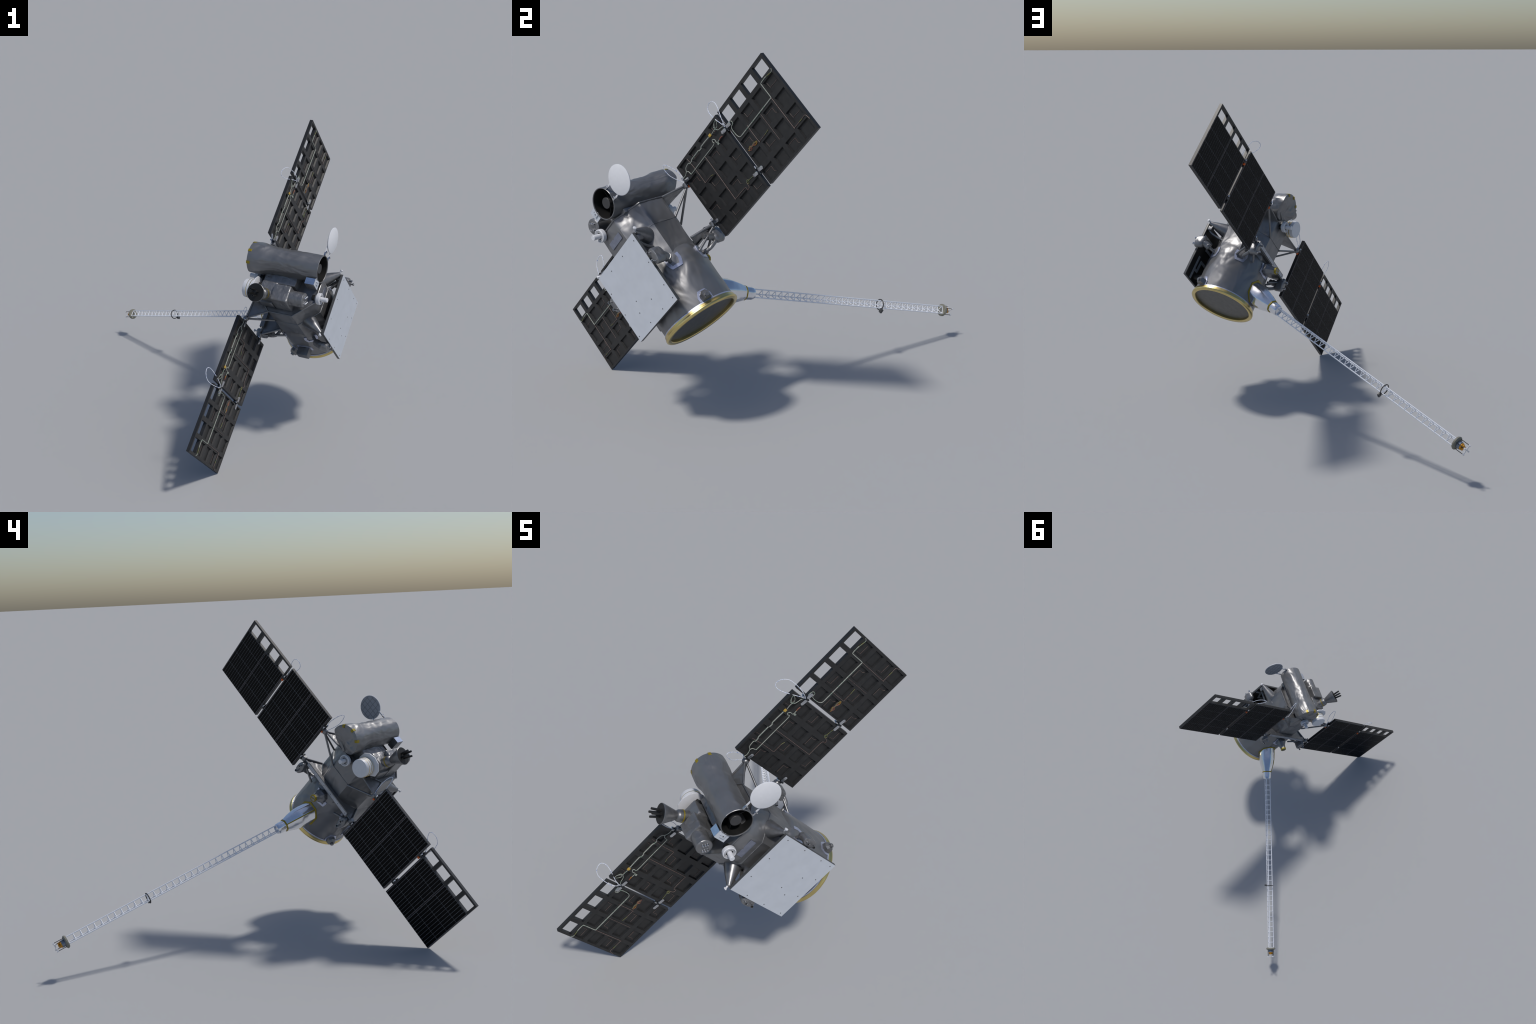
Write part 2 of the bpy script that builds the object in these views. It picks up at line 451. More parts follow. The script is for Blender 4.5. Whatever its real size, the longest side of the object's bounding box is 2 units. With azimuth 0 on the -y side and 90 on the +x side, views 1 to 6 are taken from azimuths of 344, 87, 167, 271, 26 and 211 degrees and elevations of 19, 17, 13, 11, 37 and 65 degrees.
m.box((0.060, -0.012, 0.1335), (0.112, 0.010, 0.1485), bevel=0.003, rot=Matrix.Rotation(radians(-24), 3, 'Y'))
m.part("strap_block", STRUT, tel)

# star camera: white box at the front of the tube
m = Mesh()
m.box((-0.0165, -0.338, 0.166), (0.0175, -0.289, 0.2205), bevel=0.0012)
cam = m.part("star_camera", MLI_SMALL)
m = Mesh(); m.box((-0.0165, -0.3405, 0.1655), (0.0215, -0.3385, 0.2205)); m.box((-0.004, -0.345, 0.182), (0.018, -0.3408, 0.204), bevel=0.001)
m.box((0.006, -0.347, 0.204), (0.014, -0.340, 0.209))
m.part("camera_face", WHITE, cam)
m = Mesh(); m.lathe((0.0065, -0.3458, 0.193), (0, 1, 0), [(0, 0.0028), (0.003, 0.0028)], 16); m.part("camera_aperture", BLACK, cam)
m = Mesh(); m.box((-0.016, -0.338, 0.2208), (0.0172, -0.2895, 0.2222)); m.part("mirror_tile", MIRROR, cam)

# ------------------------------------------------------------------ high-gain dish on two struts
m = Mesh()
m.lathe((0.2502, -0.3485, 0.1907), (0, 1, 0), [(0, 0.0005), (0, 0.0625), (0.0012, 0.065), (0.0035, 0.065), (0.0042, 0.063)], 40, True, True)
dish = m.part("dish_antenna", DISHW, angle=30)
m = Mesh()
m.lathe((0.2502, -0.3440, 0.1907), (0, 1, 0), [(0, 0.0635), (0.0012, 0.0635)], 40)
m.part("dish_back", DISHBACK, dish)
m = Mesh()
for k in range(-2, 3):           # shallow stiffening ribs in a diamond lattice
    for sgn in (1, -1):
        off = k * 0.0245; half = sqrt(max(0, 0.0625 ** 2 - off ** 2))
        if half < 0.01: continue
        u = Vector((1, 0, 0)) if sgn > 0 else Vector((0, 0, 1)); w = Vector((-u.z, 0, u.x))
        c = Vector((0.2502, -0.3430, 0.1907)) + w * off
        a, b = c - u * half, c + u * half
        m.prism([a - w * .0009, a + w * .0009, b + w * .0009, b - w * .0009], (0, 0.0012, 0))
m.part("dish_back_lattice", RIBM, dish)
for z in (0.220, 0.161):
    m = Mesh()
    m.box((0.165, -0.3425, z - 0.0035), (0.200, -0.3400, z + 0.0035)); st = m.part("dish_strut", WHITEP, dish)
    m = Mesh()
    m.box((0.149, -0.346, z - 0.003), (0.166, -0.338, z + 0.004), bevel=0.0008); m.lathe((0.168, -0.347, z - 0.006), (0, 0, 1), [(0, 0.0035), (0.012, 0.0035)], 12)
    m.part("dish_clamp", STEEL, dish)

# ------------------------------------------------------------------ low-gain antennas with choke rings
def omni(base, sgn):
    """stub with concentric choke rings; sgn gives the +Y or -Y side"""
    b = Vector(base); ax = (0, sgn, 0)
    m = Mesh()
    m.lathe(b, ax, [(0, 0.017), (0.003, 0.017), (0.0045, 0.0235), (0.009, 0.0285), (0.014, 0.0295), (0.026, 0.0290), (0.028, 0.0270), (0.028, 0.0245), (0.021, 0.0240),
                    (0.021, 0.0222), (0.0272, 0.0218), (0.0272, 0.0203), (0.021, 0.0198), (0.021, 0.0182), (0.0264, 0.0178), (0.0264, 0.0163), (0.021, 0.0158)], 36, True, False)
    o = m.part("low_gain_antenna", WHITEP, angle=30)
    m = Mesh(); m.lathe(b, ax, [(0.0208, 0.0272), (0.0215, 0.012)], 36, True, True); m.part("choke_groove", BLACK, o)
    m = Mesh(); m.lathe(b, ax, [(0.016, 0.0112), (0.060, 0.0112), (0.0612, 0.0102)], 24); m.part("antenna_stub", WHITEP, o)
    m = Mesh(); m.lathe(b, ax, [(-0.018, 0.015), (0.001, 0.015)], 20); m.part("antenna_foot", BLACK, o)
omni((-0.0385, -0.328, 0.1125), -1)
omni((0.0209, -0.003, 0.1075), 1)

# ------------------------------------------------------------------ Faraday cup
FC = Vector((-0.0707, 0, 0.1590))
m = Mesh()
m.lathe(FC + Vector((0, -0.030, 0)), (0, 1, -0.03), [(0, 0.046), (0.010, 0.046), (0.011, 0.0474), (0.0225, 0.0474), (0.0235, 0.0462), (0.0245, 0.0462), (0.0255, 0.0474),
        (0.038, 0.0474), (0.039, 0.0462), (0.040, 0.0462), (0.041, 0.0474), (0.056, 0.0474), (0.0605, 0.0462), (0.0622, 0.0435)], 44)
cup = m.part("plasma_cup", WHITEP, angle=32)
for s in (0.0105, 0.0240, 0.0395):
    m = Mesh(); m.lathe(FC + Vector((0, -0.030, -0.03 * s)), (0, 1, -0.03), [(s - 0.0014, 0.046), (s - 0.0014, 0.0482), (s + 0.0014, 0.0482), (s + 0.0014, 0.046)], 44, False, False)
    m.part("gold_ring_line", GOLDLINE, cup)
m = Mesh()
poly = [FC + Vector((r * cos(radians(a)), -0.034, r * sin(radians(a)))) for a, r in [(0, .062), (34, .068), (61, .069), (90, .071), (120, .073), (150, .073), (180, .067)]]
poly += [FC + Vector((-0.045, -0.034, -0.02)), FC + Vector((0.045, -0.034, -0.02))]
m.prism(poly, (0, 0.007, 0), bevel=0.0012)
m.part("cup_sun_shield", WHITEP, cup, angle=30)
m = Mesh(); m.box((-0.11, -0.06, 0.112), (-0.035, -0.030, 0.175), bevel=0.003); m.part("cup_pedestal", BLACKG, cup)

# ------------------------------------------------------------------ instrument box group beside the telescope
m = Mesh()
def wob_box(m, lo, hi, bev, amp, seed, n=9):
    bm = bmesh.new(); bmesh.ops.create_cube(bm, size=1.0)
    for v in bm.verts:
        v.co = Vector([lo[i] + (v.co[i] + 0.5) * (hi[i] - lo[i]) for i in range(3)])
    bmesh.ops.bevel(bm, geom=list(bm.edges), offset=bev, segments=2, profile=0.5, affect='EDGES')
    bmesh.ops.subdivide_edges(bm, edges=list(bm.edges), cuts=n, use_grid_fill=True)
    bm.normal_update()
    mv = [(v, v.normal.copy()) for v in bm.verts]
    for v, nn in mv: v.co += nn * amp * folds(v.co, 34, seed)
    bm.verts.index_update()
    m.add([v.co.copy() for v in bm.verts], [tuple(v.index for v in f.verts) for f in bm.faces]); bm.free()
wob_box(m, (-0.134, -0.235, 0.114), (-0.047, -0.146, 0.229), 0.005, 0.0016, 1.0)
wob_box(m, (-0.122, -0.150, 0.114), (-0.033, -0.066, 0.208), 0.005, 0.0016, 2.0)
ibox = m.part("instrument_box", MLI_SMALL, angle=45)
m = Mesh()
m.prism([(-0.134, -0.140, 0.170), (-0.134, -0.140, 0.118), (-0.1, -0.140, 0.118), (-0.1, -0.140, 0.170)], (0, 0.072, 0), bevel=0.005)
m.part("box_side_pouch", MLI_SMALL, ibox)
m = Mesh()
m.lathe((-0.0915, -0.2300, 0.1895), (0, -1, 0), [(0, 0.0375), (0.05, 0.0365), (0.0745, 0.036), (0.0775, 0.0335), (0.0785, 0.030)], 40)
rad = m.part("radiometer_barrel", MLI_SMALL, ibox)
nub = Mesh()
nub.lathe((0, -0.3075, 0), (0, -1, 0), [(0, 0.0042), (0.009, 0.0042), (0.011, 0.003)], 12)
nub_me = nub.mesh("radiometer_port", STEEL)
for x, z in [(-0.087, 0.205), (-0.079, 0.198), (-0.072, 0.191), (-0.108, 0.186), (-0.101, 0.179), (-0.092, 0.172)]:
    o = place("radiometer_port", nub_me, ibox); o.matrix_basis = Matrix.Translation((x, 0, z))

# ------------------------------------------------------------------ electron spectrometer: horn with black face and tubes
CN = Vector((-0.1478, -0.1050, 0.3140)); CD = Vector((-0.385, -0.015, 0.92)).normalized()
m = Mesh()
m.lathe(CN, -CD, [(0.006, 0.0425), (-0.0012, 0.0440), (0, 0.0455), (0.003, 0.0455), (0.070, 0.0195), (0.072, 0.0225), (0.078, 0.0262), (0.082, 0.0270), (0.090, 0.0280), (0.16, 0.0280)], 40)
horn = m.part("spectrometer_horn", STRUT, angle=30)
m = Mesh(); m.lathe(CN, CD, [(-0.003, 0.0440), (0.0006, 0.0440), (0.0006, 0.001)], 40, True, False); m.part("horn_face", BLACK, horn)
m = Mesh(); m.lathe(CN, -CD, [(0.0955, 0.0278), (0.0955, 0.0288), (0.1005, 0.0288), (0.1005, 0.0278)], 40, False, False); m.part("yellow_tape_band", TAPE, horn)
e1 = CD.cross(Vector((0, 1, 0))).normalized(); e2 = CD.cross(e1)
for k in range(4):
    a = pi * k / 2 + 0.45
    d = e1 * cos(a) + e2 * sin(a)
    m = Mesh(); m.lathe(CN + d * 0.0135, (CD + d * 0.09), [(0, 0.0050), (0.014, 0.0058), (0.046, 0.0052), (0.046, 0.0034), (0.040, 0.0034)], 14, True, True)
    m.part("collimator_tube", CARBON, horn)

# ------------------------------------------------------------------ radiator panel on the front
RX0, RX1, RZ0, RZ1, RYF = -0.1695, 0.1665, -0.3512, -0.0145, -0.3770
m = Mesh(); m.box((RX0, RYF + 0.0008, RZ0), (RX1, RYF + 0.014, RZ1), bevel=0.0008)
radiator = m.part("radiator_panel", EDGE)
m = Mesh(); m.box((RX0 + 0.0008, RYF, RZ0 + 0.0008), (RX1 - 0.0008, RYF + 0.0006, RZ1 - 0.0008)); m.part("radiator_face", WHITE, radiator)
bl = Mesh(); bl.lathe((0, RYF - 0.0009, 0), (0, 1, 0), [(0, 0.0014), (0, 0.0023), (0.0014, 0.0026)], 10, True, False)
bme = bl.mesh("panel_bolt", BOLT)
for x, z in [(.15, -.042), (.151, -.153), (.15, -.266), (.15, -.33), (.039, -.043), (-.071, -.044), (.039, -.264), (.063, -.329), (-.047, -.218), (-.07, -.264),
             (-.046, -.328), (-.156, -.108), (-.156, -.218), (-.156, -.33)]:
    o = place("panel_bolt", bme, radiator); o.matrix_basis = Matrix.Translation((x, 0, z))
def pipe(pts):
    m = Mesh(); P = [Vector((x, -0.3625, z)) for x, z in pts]; w = 0.0068
    for a, b in zip(P, P[1:]):
        d = (b - a).normalized(); s = Vector((-d.z, 0, d.x)) * w
        a2, b2 = a - d * w, b + d * w
        m.prism([a2 - s, a2 + s, b2 + s, b2 - s], (0, 0.004 + 0.0005 * len(m.f) / 6, 0))
    m.part("heat_pipe", PIPE, radiator)
pipe([(.119, -.212), (.119, -.338)])
pipe([(.112, -.286), (.088, -.286), (.086, -.224), (.030, -.224)])
pipe([(.152, -.092), (.072, -.092)])
pipe([(.112, -.098), (.088, -.145), (.012, -.146)])
pipe([(-.119, -.212), (-.119, -.338)])
pipe([(-.112, -.286), (-.088, -.286), (-.086, -.224), (-.030, -.224)])
pipe([(-.152, -.092), (-.072, -.092)])
pipe([(-.112, -.098), (-.088, -.145), (-.016, -.145)])
m = Mesh(); m.box((RX0 + .004, RYF + .0142, RZ0 + .004), (RX1 - .004, RYF + .0150, RZ1 - .004)); m.part("radiator_back", BLACK, radiator)
for s in (1, -1):
    m = Mesh()                   # wrapped conical standoff from bus corner to panel corner
    base = Vector((s * 0.085, -0.236, -0.022)); tip = Vector((s * 0.167, -0.361, -0.010))
    d = tip - base; L = d.length
    m.lathe(base, d, [(0, 0.050), (L * 0.4, 0.0375), (L * 0.7, 0.0245), (L * 0.95, 0.0115), (L, 0.009)], 24)
    m.part("panel_standoff", CONEM, radiator)
    m = Mesh()
    m.rod((s * 0.166, -0.352, -0.010), (s * 0.180, -0.3645, -0.004), 0.0042); m.lathe((s * 0.178, -0.3635, -0.0045), (s, 0, 0.2), [(0, 0.0035), (0.003, 0.0075), (0.007, 0.0075), (0.008, 0.005)], 14)
    m.part("standoff_knob", WHITEP, radiator)
    m = Mesh(); m.box((s * 0.152 - 0.012, -0.362, -0.052), (s * 0.152 + 0.012, -0.335, -0.026), bevel=0.003); m.part("standoff_foot", STRUT, radiator)
    m = Mesh(); m.rod((s * 0.085, -0.300, -0.318), (s * 0.085, -0.3625, -0.318), 0.017, 0.014, 18); m.part("panel_lower_standoff", BLACKG, radiator)
    m = Mesh(); m.tube([(s * 0.150, -0.357, -0.045), (s * 0.138, -0.335, -0.062), (s * 0.120, -0.295, -0.075), (s * 0.112, -0.27, -0.08)], 0.007, 10); m.part("panel_brace", STRUT, radiator)

# ------------------------------------------------------------------ thruster pods
def nozzle_mesh():
    m = Mesh()
    m.lathe((0, 0, 0), (0, -1, 0), [(0, 0.0042), (0.006, 0.0035), (0.010, 0.0045), (0.0165, 0.0068), (0.018, 0.0070), (0.018, 0.0062), (0.011, 0.0036), (0.008, 0.002)], 16, True, True)
    return m.mesh("thruster_nozzle", NOZ)
NZ = nozzle_mesh()
nzl = Mesh(); nzl.lathe((0, -0.0145, 0), (0, -1, 0), [(0, 0.0046), (0.0006, 0.0046)], 14); NZB = nzl.mesh("nozzle_throat", BLACK)
def pod(s, front):
    fy = -1 if front else 1
    y_face = -0.372 if front else 0.026
    cx, cz = s * 0.187, -0.150
    m = Mesh()
    def st(y, k, kx=1.0):        # rounded upright section
        out = []
        for i in range(28):
            th = 2 * pi * i / 28
            out.append(Vector((cx + 0.0205 * k * kx * cos(th), y, cz + 0.0365 * k * (abs(sin(th)) ** 0.8) * (1 if sin(th) > 0 else -1))))
        return out
    m.loft([st(y_face, 0.80), st(y_face - fy * 0.002, 0.95), st(y_face - fy * 0.006, 1.0), st(y_face - fy * 0.034, 1.0), st(y_face - fy * 0.046, 0.93), st(y_face - fy * 0.052, 0.7)])
    # arm back to the module wall
    if front:
        root_pt = Vector((s * 0.135, -0.262, -0.178))
        a = Vector((cx - s * 0.002, y_face + 0.040, cz - 0.004)); b = Vector((s * 0.168, -0.292, -0.168))
        m.tube([a, (a + b) / 2 + Vector((0, 0, 0.004)), b], 0.019, 14); m.tube([b, (b + root_pt) / 2, root_pt], 0.0085, 10)
        m.lathe(b - (root_pt - b) * 0.3, root_pt - b, [(0, 0.017), (0.012, 0.017), (0.02, 0.009)], 14)
    else:
        root_pt = Vector((s * 0.135, -0.075, -0.185))
        a = Vector((cx, y_face - 0.038, cz)); b = Vector((s * 0.183, -0.048, -0.140))
        m.tube([a, b], 0.018, 14, smooth=1); m.rod(b, b + Vector((0, -0.018, 0.006)), 0.0125, 0.0125, 14)
        m.tube([a + Vector((0, 0, -0.02)), Vector((s * 0.170, -0.055, -0.19)), root_pt], 0.009, 10)
    p = m.part("thruster_pod", MLI_SMALL, angle=40)
    for z, tilt in ((-0.130, 0.0), (-0.1715, -0.35)):
        R = Matrix.Rotation(pi if not front else 0, 4, 'Z') @ Matrix.Rotation(tilt, 4, 'X')
        o = place("thruster_nozzle", NZ, p); o.matrix_basis = Matrix.Translation((s * 0.187, y_face, z)) @ R
        o = place("nozzle_throat", NZB, p); o.matrix_basis = Matrix.Translation((s * 0.187, y_face, z)) @ R
    th = math.degrees(math.atan2((-0.255 if front else -0.088) - BY, s * 0.147))
    tape_strip([(th + 9, -0.155), (th + 10, -0.180), (th + 7, -0.207), (th - 7, -0.207), (th - 10, -0.180), (th - 9, -0.155)], 0.014)
for s in (1, -1):
    pod(s, True); pod(s, False)

# ------------------------------------------------------------------ wing brackets, struts and the rail between them
def bracket(s):
    V1 = Vector((s * APO, BY + HS, 0)); V2 = Vector((s * HS, BY + APO, 0))
    # upper: thin gusset plate at deck level, two diagonal struts to mid belt
    tip = Vector((s * 0.212, -0.002, 0.108))
    m = Mesh()
    a = V1 + Vector((0, 0, 0.112)); b = V2 + Vector((0, 0, 0.112))
    m.prism([a, tip + Vector((0, 0, -0.002)), b], (0, 0, -0.004))
    br = m.part("wing_bracket", MLI)
    m = Mesh()
    m.rod(a, tip, 0.0048); m.rod(V1 + Vector((0, 0, 0.004)), tip + Vector((0, 0, -0.01)), 0.0052)
    m.rod(V2 + Vector((0, 0, 0.002)), tip + Vector((0, 0, -0.01)), 0.0052); m.rod(b, tip, 0.0045)
    m.part("bracket_strut", STRUT, br)
    m = Mesh(); m.lathe(tip + Vector((-s * 0.002, 0, -0.016)), (s * 0.25, 0, 1), [(0, 0.008), (0.004, 0.0135), (0.022, 0.0135), (0.027, 0.009)], 16)
    m.part("bracket_hub", STRUT, br)
    m = Mesh(); m.lathe((s * 0.2235, 0.003, 0.088), (0, 0, 1), [(0, 0.004), (0.002, 0.0065), (0.010, 0.0065), (0.012, 0.004)], 14); m.part("orange_damper", ORANGE, br)
    # lower: at the foot of the bus
    tip2 = Vector((s * 0.212, -0.002, -0.108))
    m = Mesh()
    a = V1 + Vector((0, 0.004, -0.112)); b = V2 + Vector((0, 0, -0.108))
    m.prism([a, tip2 + Vector((0, 0, -0.004)), b], (0, 0, -0.004))
    br2 = m.part("wing_bracket", MLI)
    m = Mesh()
    m.rod(a, tip2, 0.0062); m.rod(b, tip2, 0.005)
    m.rod((s * 0.160, -0.112, -0.183), tip2 + Vector((0, 0, -0.008)), 0.0058)
    m.rod((s * 0.104, -0.028, -0.186), tip2 + Vector((0, 0, -0.008)), 0.0058)
    m.part("bracket_strut", STRUT, br2)
    m = Mesh(); m.lathe(tip2 + Vector((-s * 0.004, 0, -0.012)), (s * 0.25, 0, 1), [(0, 0.009), (0.003, 0.014), (0.022, 0.014), (0.026, 0.010)], 16)
    m.part("bracket_hub", STRUT, br2)
for s in (1, -1): bracket(s)
m = Mesh()
m.box((-0.172, 0.004, -0.113), (0.172, 0.0065, -0.095)); rail = m.part("cross_rail", simple("rail_grey", (0.36, 0.38, 0.42), metal=0.6, rough=0.4))
m = Mesh(); m.box((-0.170, -0.016, -0.0945), (0.170, 0.006, -0.0900)); m.box((-0.168, -0.014, -0.1180), (0.168, 0.003, -0.1140)); m.part("rail_flange", STRUT, rail)
rb = Mesh(); rb.lathe((0, 0.0062, -0.104), (0, 1, 0), [(0, 0.0022), (0.0012, 0.0018)], 8); rbm = rb.mesh("rail_bolt", BOLT)
for x in (-0.16, -0.098, -0.035, 0.025, 0.09, 0.155):
    o = place("rail_bolt", rbm, rail); o.matrix_basis = Matrix.Translation((x, 0, 0))

# ------------------------------------------------------------------ star tracker pointing along +Y under the rail
m = Mesh()
ST = Vector((0.001, 0, -0.1645))
def rect(y, hx_, hz_, oz=0): return [ST + Vector((x, y, z + oz)) for x, z in [(-hx_, -hz_), (hx_, -hz_), (hx_, hz_), (-hx_, hz_)]]
rings = []
for y, a, b in [(-0.03, .034, .032), (0.014, .033, .031)]:
    rings.append([ST + Vector((a * cos(radians(22.5 + 45 * i)) * 1.08, y, b * sin(radians(22.5 + 45 * i)) * 1.08)) for i in range(8)])
for y, r in [(0.032, 0.0235), (0.048, 0.0200), (0.066, 0.0185), (0.069, 0.0165)]:
    rings.append([ST + Vector((r * cos(radians(22.5 + 45 * i)), y, r * sin(radians(22.5 + 45 * i)))) for i in range(8)])
m.loft(rings)
stt = m.part("star_tracker", MLI_SMALL, angle=25)
m = Mesh(); m.lathe(ST + Vector((0, 0.0585, 0)), (0, 1, 0), [(0, 0.0185), (0, 0.0200), (0.0095, 0.0195), (0.0115, 0.0180), (0.0115, 0.0150)], 8, False, False, start=radians(22.5)); m.part("yellow_tape_band", TAPE, stt, angle=20)
m = Mesh(); m.box((-0.016, 0.0692, -0.1665), (0.018, 0.0704, -0.1625), rot=Matrix.Rotation(radians(20), 3, 'Y')); m.part("yellow_tape_strip", TAPE, stt)
tape_strip([(76, -0.150), (79, -0.172), (77, -0.200), (90, -0.207), (103, -0.200), (104, -0.172)], 0.012)

# ------------------------------------------------------------------ magnetometer boom
BA = radians(-24); BD = Vector((0, cos(BA), sin(BA))); BU = Vector((0, -BD.z, BD.y)); BXv = Vector((1, 0, 0))
BP = Vector((0, 0.710, -0.6385))                     # point on the boom axis
def bp(s, a=0.0, b=0.0):                              # s = y position of the axis point
    return BP + BD * ((s - BP.y) / BD.y) + BXv * a + BU * b
def oct_at(s, rx, rz, tilt=22.5, n=8): return [bp(s, rx * cos(radians(tilt + 45 * i)), rz * sin(radians(tilt + 45 * i))) for i in range(n)]
m = Mesh()
rings = [oct_at(-0.060, 0.056, 0.063), oct_at(-0.028, 0.0555, 0.062), oct_at(0.010, 0.0550, 0.0615), oct_at(0.048, 0.0535, 0.0590), oct_at(0.080, 0.0475, 0.0520), oct_at(0.108, 0.0395, 0.0420), oct_at(0.129, 0.0325, 0.034)]
rings += [oct_at(0.1305, 0.0295, 0.0315), oct_at(0.150, 0.0290, 0.0305), oct_at(0.168, 0.0280, 0.0290), oct_at(0.1755, 0.0255, 0.0265), oct_at(0.177, 0.0215, 0.0225), oct_at(0.170, 0.0200, 0.0210)]
def dense_oct(r8, sub=6):
    out = []
    for i in range(8):
        a, b, c, d = r8[i - 1], r8[i], r8[(i + 1) % 8], r8[(i + 2) % 8]
        for j in range(sub):
            t = j / sub
            lin = b.lerp(c, t); cr = 0.5 * ((2 * b) + (c - a) * t + (2 * a - 5 * b + 4 * c - d) * t * t + (3 * b - a - 3 * c + d) * t ** 3)
            out.append(lin.lerp(cr, 0.45))
    return out
R2 = []
for a, b in zip(rings, rings[1:]):
    A_, B_ = dense_oct(a), dense_oct(b)
    for j in range(3): R2.append([p.lerp(q, j / 3) for p, q in zip(A_, B_)])
R2.append(dense_oct(rings[-1]))
for k, r in enumerate(R2):
    if 2 < k < len(R2) - 9:
        c = sum(r, Vector()) / len(r)
        R2[k] = [p + (p - c).normalized() * 0.0016 * folds(p, 26, 6.0) for p in r]
m.loft(R2)
can = m.part("boom_canister", SILVER, angle=40)
def band(s0, s1, rx, rz, lift=0.0012):
    m = Mesh()
    a = dense_oct(oct_at(s0, rx[0] + lift, rz[0] + lift), 4); b = dense_oct(oct_at(s1, rx[1] + lift, rz[1] + lift), 4)
    c = dense_oct(oct_at(s1, rx[1] - 0.004, rz[1] - 0.004), 4); d = dense_oct(oct_at(s0, rx[0] - 0.004, rz[0] - 0.004), 4)
    m.loft([d, a, b, c], False, False); return m.part("yellow_tape_band", TAPE, can, angle=30)
band(0.1265, 0.1325, (0.033, 0.0325), (0.0345, 0.034))
# tape collar where the canister meets the module: follows the wall
m = Mesh()
inner, outer, inn2 = [], [], []
for i in range(8):
    th = radians(22.5 + 45 * i)
    for rx, rz, lst, r in ((0.051, 0.060, inner, 0.1735), (0.063, 0.074, outer, 0.1735), (0.063, 0.074, inn2, 0.1660)):
        x = rx * cos(th); zc = -0.316 + rz * sin(th)
        y = BY + sqrt(max(0, r * r - x * x)); lst.append(Vector((x, y, zc)))
m.loft([inner, outer, inn2], False, False)
m.part("yellow_tape_collar", TAPE, can, angle=60)
m = Mesh()                        # seam tape along the canister side
for (s0, r0), (s1, r1) in zip([(-0.03, (0.0555, 0.062)), (0.010, (0.0550, 0.0615)), (0.048, (0.0535, 0.059)), (0.080, (0.0475, 0.052)), (0.108, (0.0395, 0.042))],
                              [(0.010, (0.0550, 0.0615)), (0.048, (0.0535, 0.059)), (0.080, (0.0475, 0.052)), (0.108, (0.0395, 0.042)), (0.129, (0.0325, 0.034))]):
    th = radians(112.5)
    def q(s, r, dth, k): return bp(s, (r[0] * k) * cos(th + dth), (r[1] * k) * sin(th + dth))
    w0, w1 = 0.0028 / r0[0], 0.0028 / r1[0]
    m.loft([[q(s0, r0, -w0, 1.03), q(s0, r0, w0, 1.03), q(s0, r0, w0, .9), q(s0, r0, -w0, .9)], [q(s1, r1, -w1, 1.03), q(s1, r1, w1, 1.03), q(s1, r1, w1, .9), q(s1, r1, -w1, .9)]])
m.part("yellow_seam_tape", TAPE, can)

# triangular lattice: three longerons and batten frames
CORN = [(0.0185, 0.0108), (-0.0185, 0.0108), (0.0, -0.0212)]
m = Mesh()
for a, b in CORN: m.rod(bp(0.165, a, b), bp(1.287, a, b), 0.0029, n=8)
boom = m.part("boom_longerons", BOOMM)
bm_ = Mesh()
for i in range(3):
    a, b = CORN[i], CORN[(i + 1) % 3]
    bm_.rod(BXv * a[0] + BU * a[1], BXv * b[0] + BU * b[1], 0.0022, n=6)
bme_ = bm_.mesh("boom_batten", BOOMM)
s = 1.283; k = 0
while s > 0.185:
    o = place("boom_batten", bme_, boom); o.matrix_basis = Matrix.Translation(bp(s)); s -= 0.0333
# search-coil ring clamped on the lattice
m = Mesh()
ring = [bp(0.884, 0.0262 * cos(2 * pi * i / 32), 0.0262 * sin(2 * pi * i / 32)) for i in range(32)]
m.tube(ring, 0.0025, 8, smooth=1, closed=True)
sc = m.part("sensor_ring", CARBON)
m = Mesh()
c = bp(0.880, -0.0035, -0.0345)
m.box(c - Vector((0.0105, 0.0055, 0.0085)), c + Vector((0.0105, 0.0055, 0.0085)), bevel=0.0015, rot=Matrix.Rotation(BA, 3, 'X') @ Matrix.Rotation(radians(-15), 3, 'Y'))
m.part("ring_sensor_head", EDGE, sc)
m = Mesh(); m.rod(bp(0.884, 0.0, -0.021), bp(0.884, -0.002, -0.032), 0.0035); m.rod(bp(0.884, -0.018, 0.010), bp(0.884, -0.024, 0.013), 0.0024); m.rod(bp(0.884, 0.018, 0.010), bp(0.884, 0.024, 0.013), 0.0024)
m.part("ring_clamp", CARBON, sc)
# tip package
TP = bp(1.287)
m = Mesh()
m.lathe(TP, BD, [(0, 0.021), (0, 0.0305), (0.002, 0.0325), (0.006, 0.0325), (0.011, 0.0270), (0.011, 0.001)], 36, False, False)
m.lathe(TP, -BD, [(0, 0.0295), (0.003, 0.0295), (0.003, 0.001)], 36, False, False)
tip = m.part("boom_tip_plate", TIPPLATE, angle=30)
m = Mesh(); m.lathe(TP + BD * 0.010, BD, [(0, 0.0185), (0.016, 0.0185), (0.018, 0.0170)], 28); m.part("tip_sensor_housing", BLUEGREY, tip)
m = Mesh(); m.lathe(TP + BD * 0.027, BD, [(0, 0.0165), (0.006, 0.0165), (0.007, 0.0150)], 24)
for a, b in ((0.007, 0.0045), (-0.007, 0.0045), (0.0, -0.008)): m.lathe(TP + BD * 0.030 + BXv * a + BU * b, BD, [(0, 0.0068), (0.012, 0.0068), (0.0135, 0.005)], 14)
m.part("amber_sensor_heads", AMBER, tip)
for k in range(4):
    a = radians(79 + 90 * k); d = BXv * cos(a) + BU * sin(a)
    m = Mesh(); m.rod(TP + BD * 0.008 + d * 0.0245, TP + BD * 0.056 + d * 0.0245, 0.0016, n=8); m.part("tip_rod", CARBON, tip)
m = Mesh()
for a in (79, 169):
    d = BXv * cos(radians(a)) + BU * sin(radians(a))
    m.rod(TP + BD * 0.0575 - d * 0.026, TP + BD * 0.0575 + d * 0.026, 0.0026, n=8)
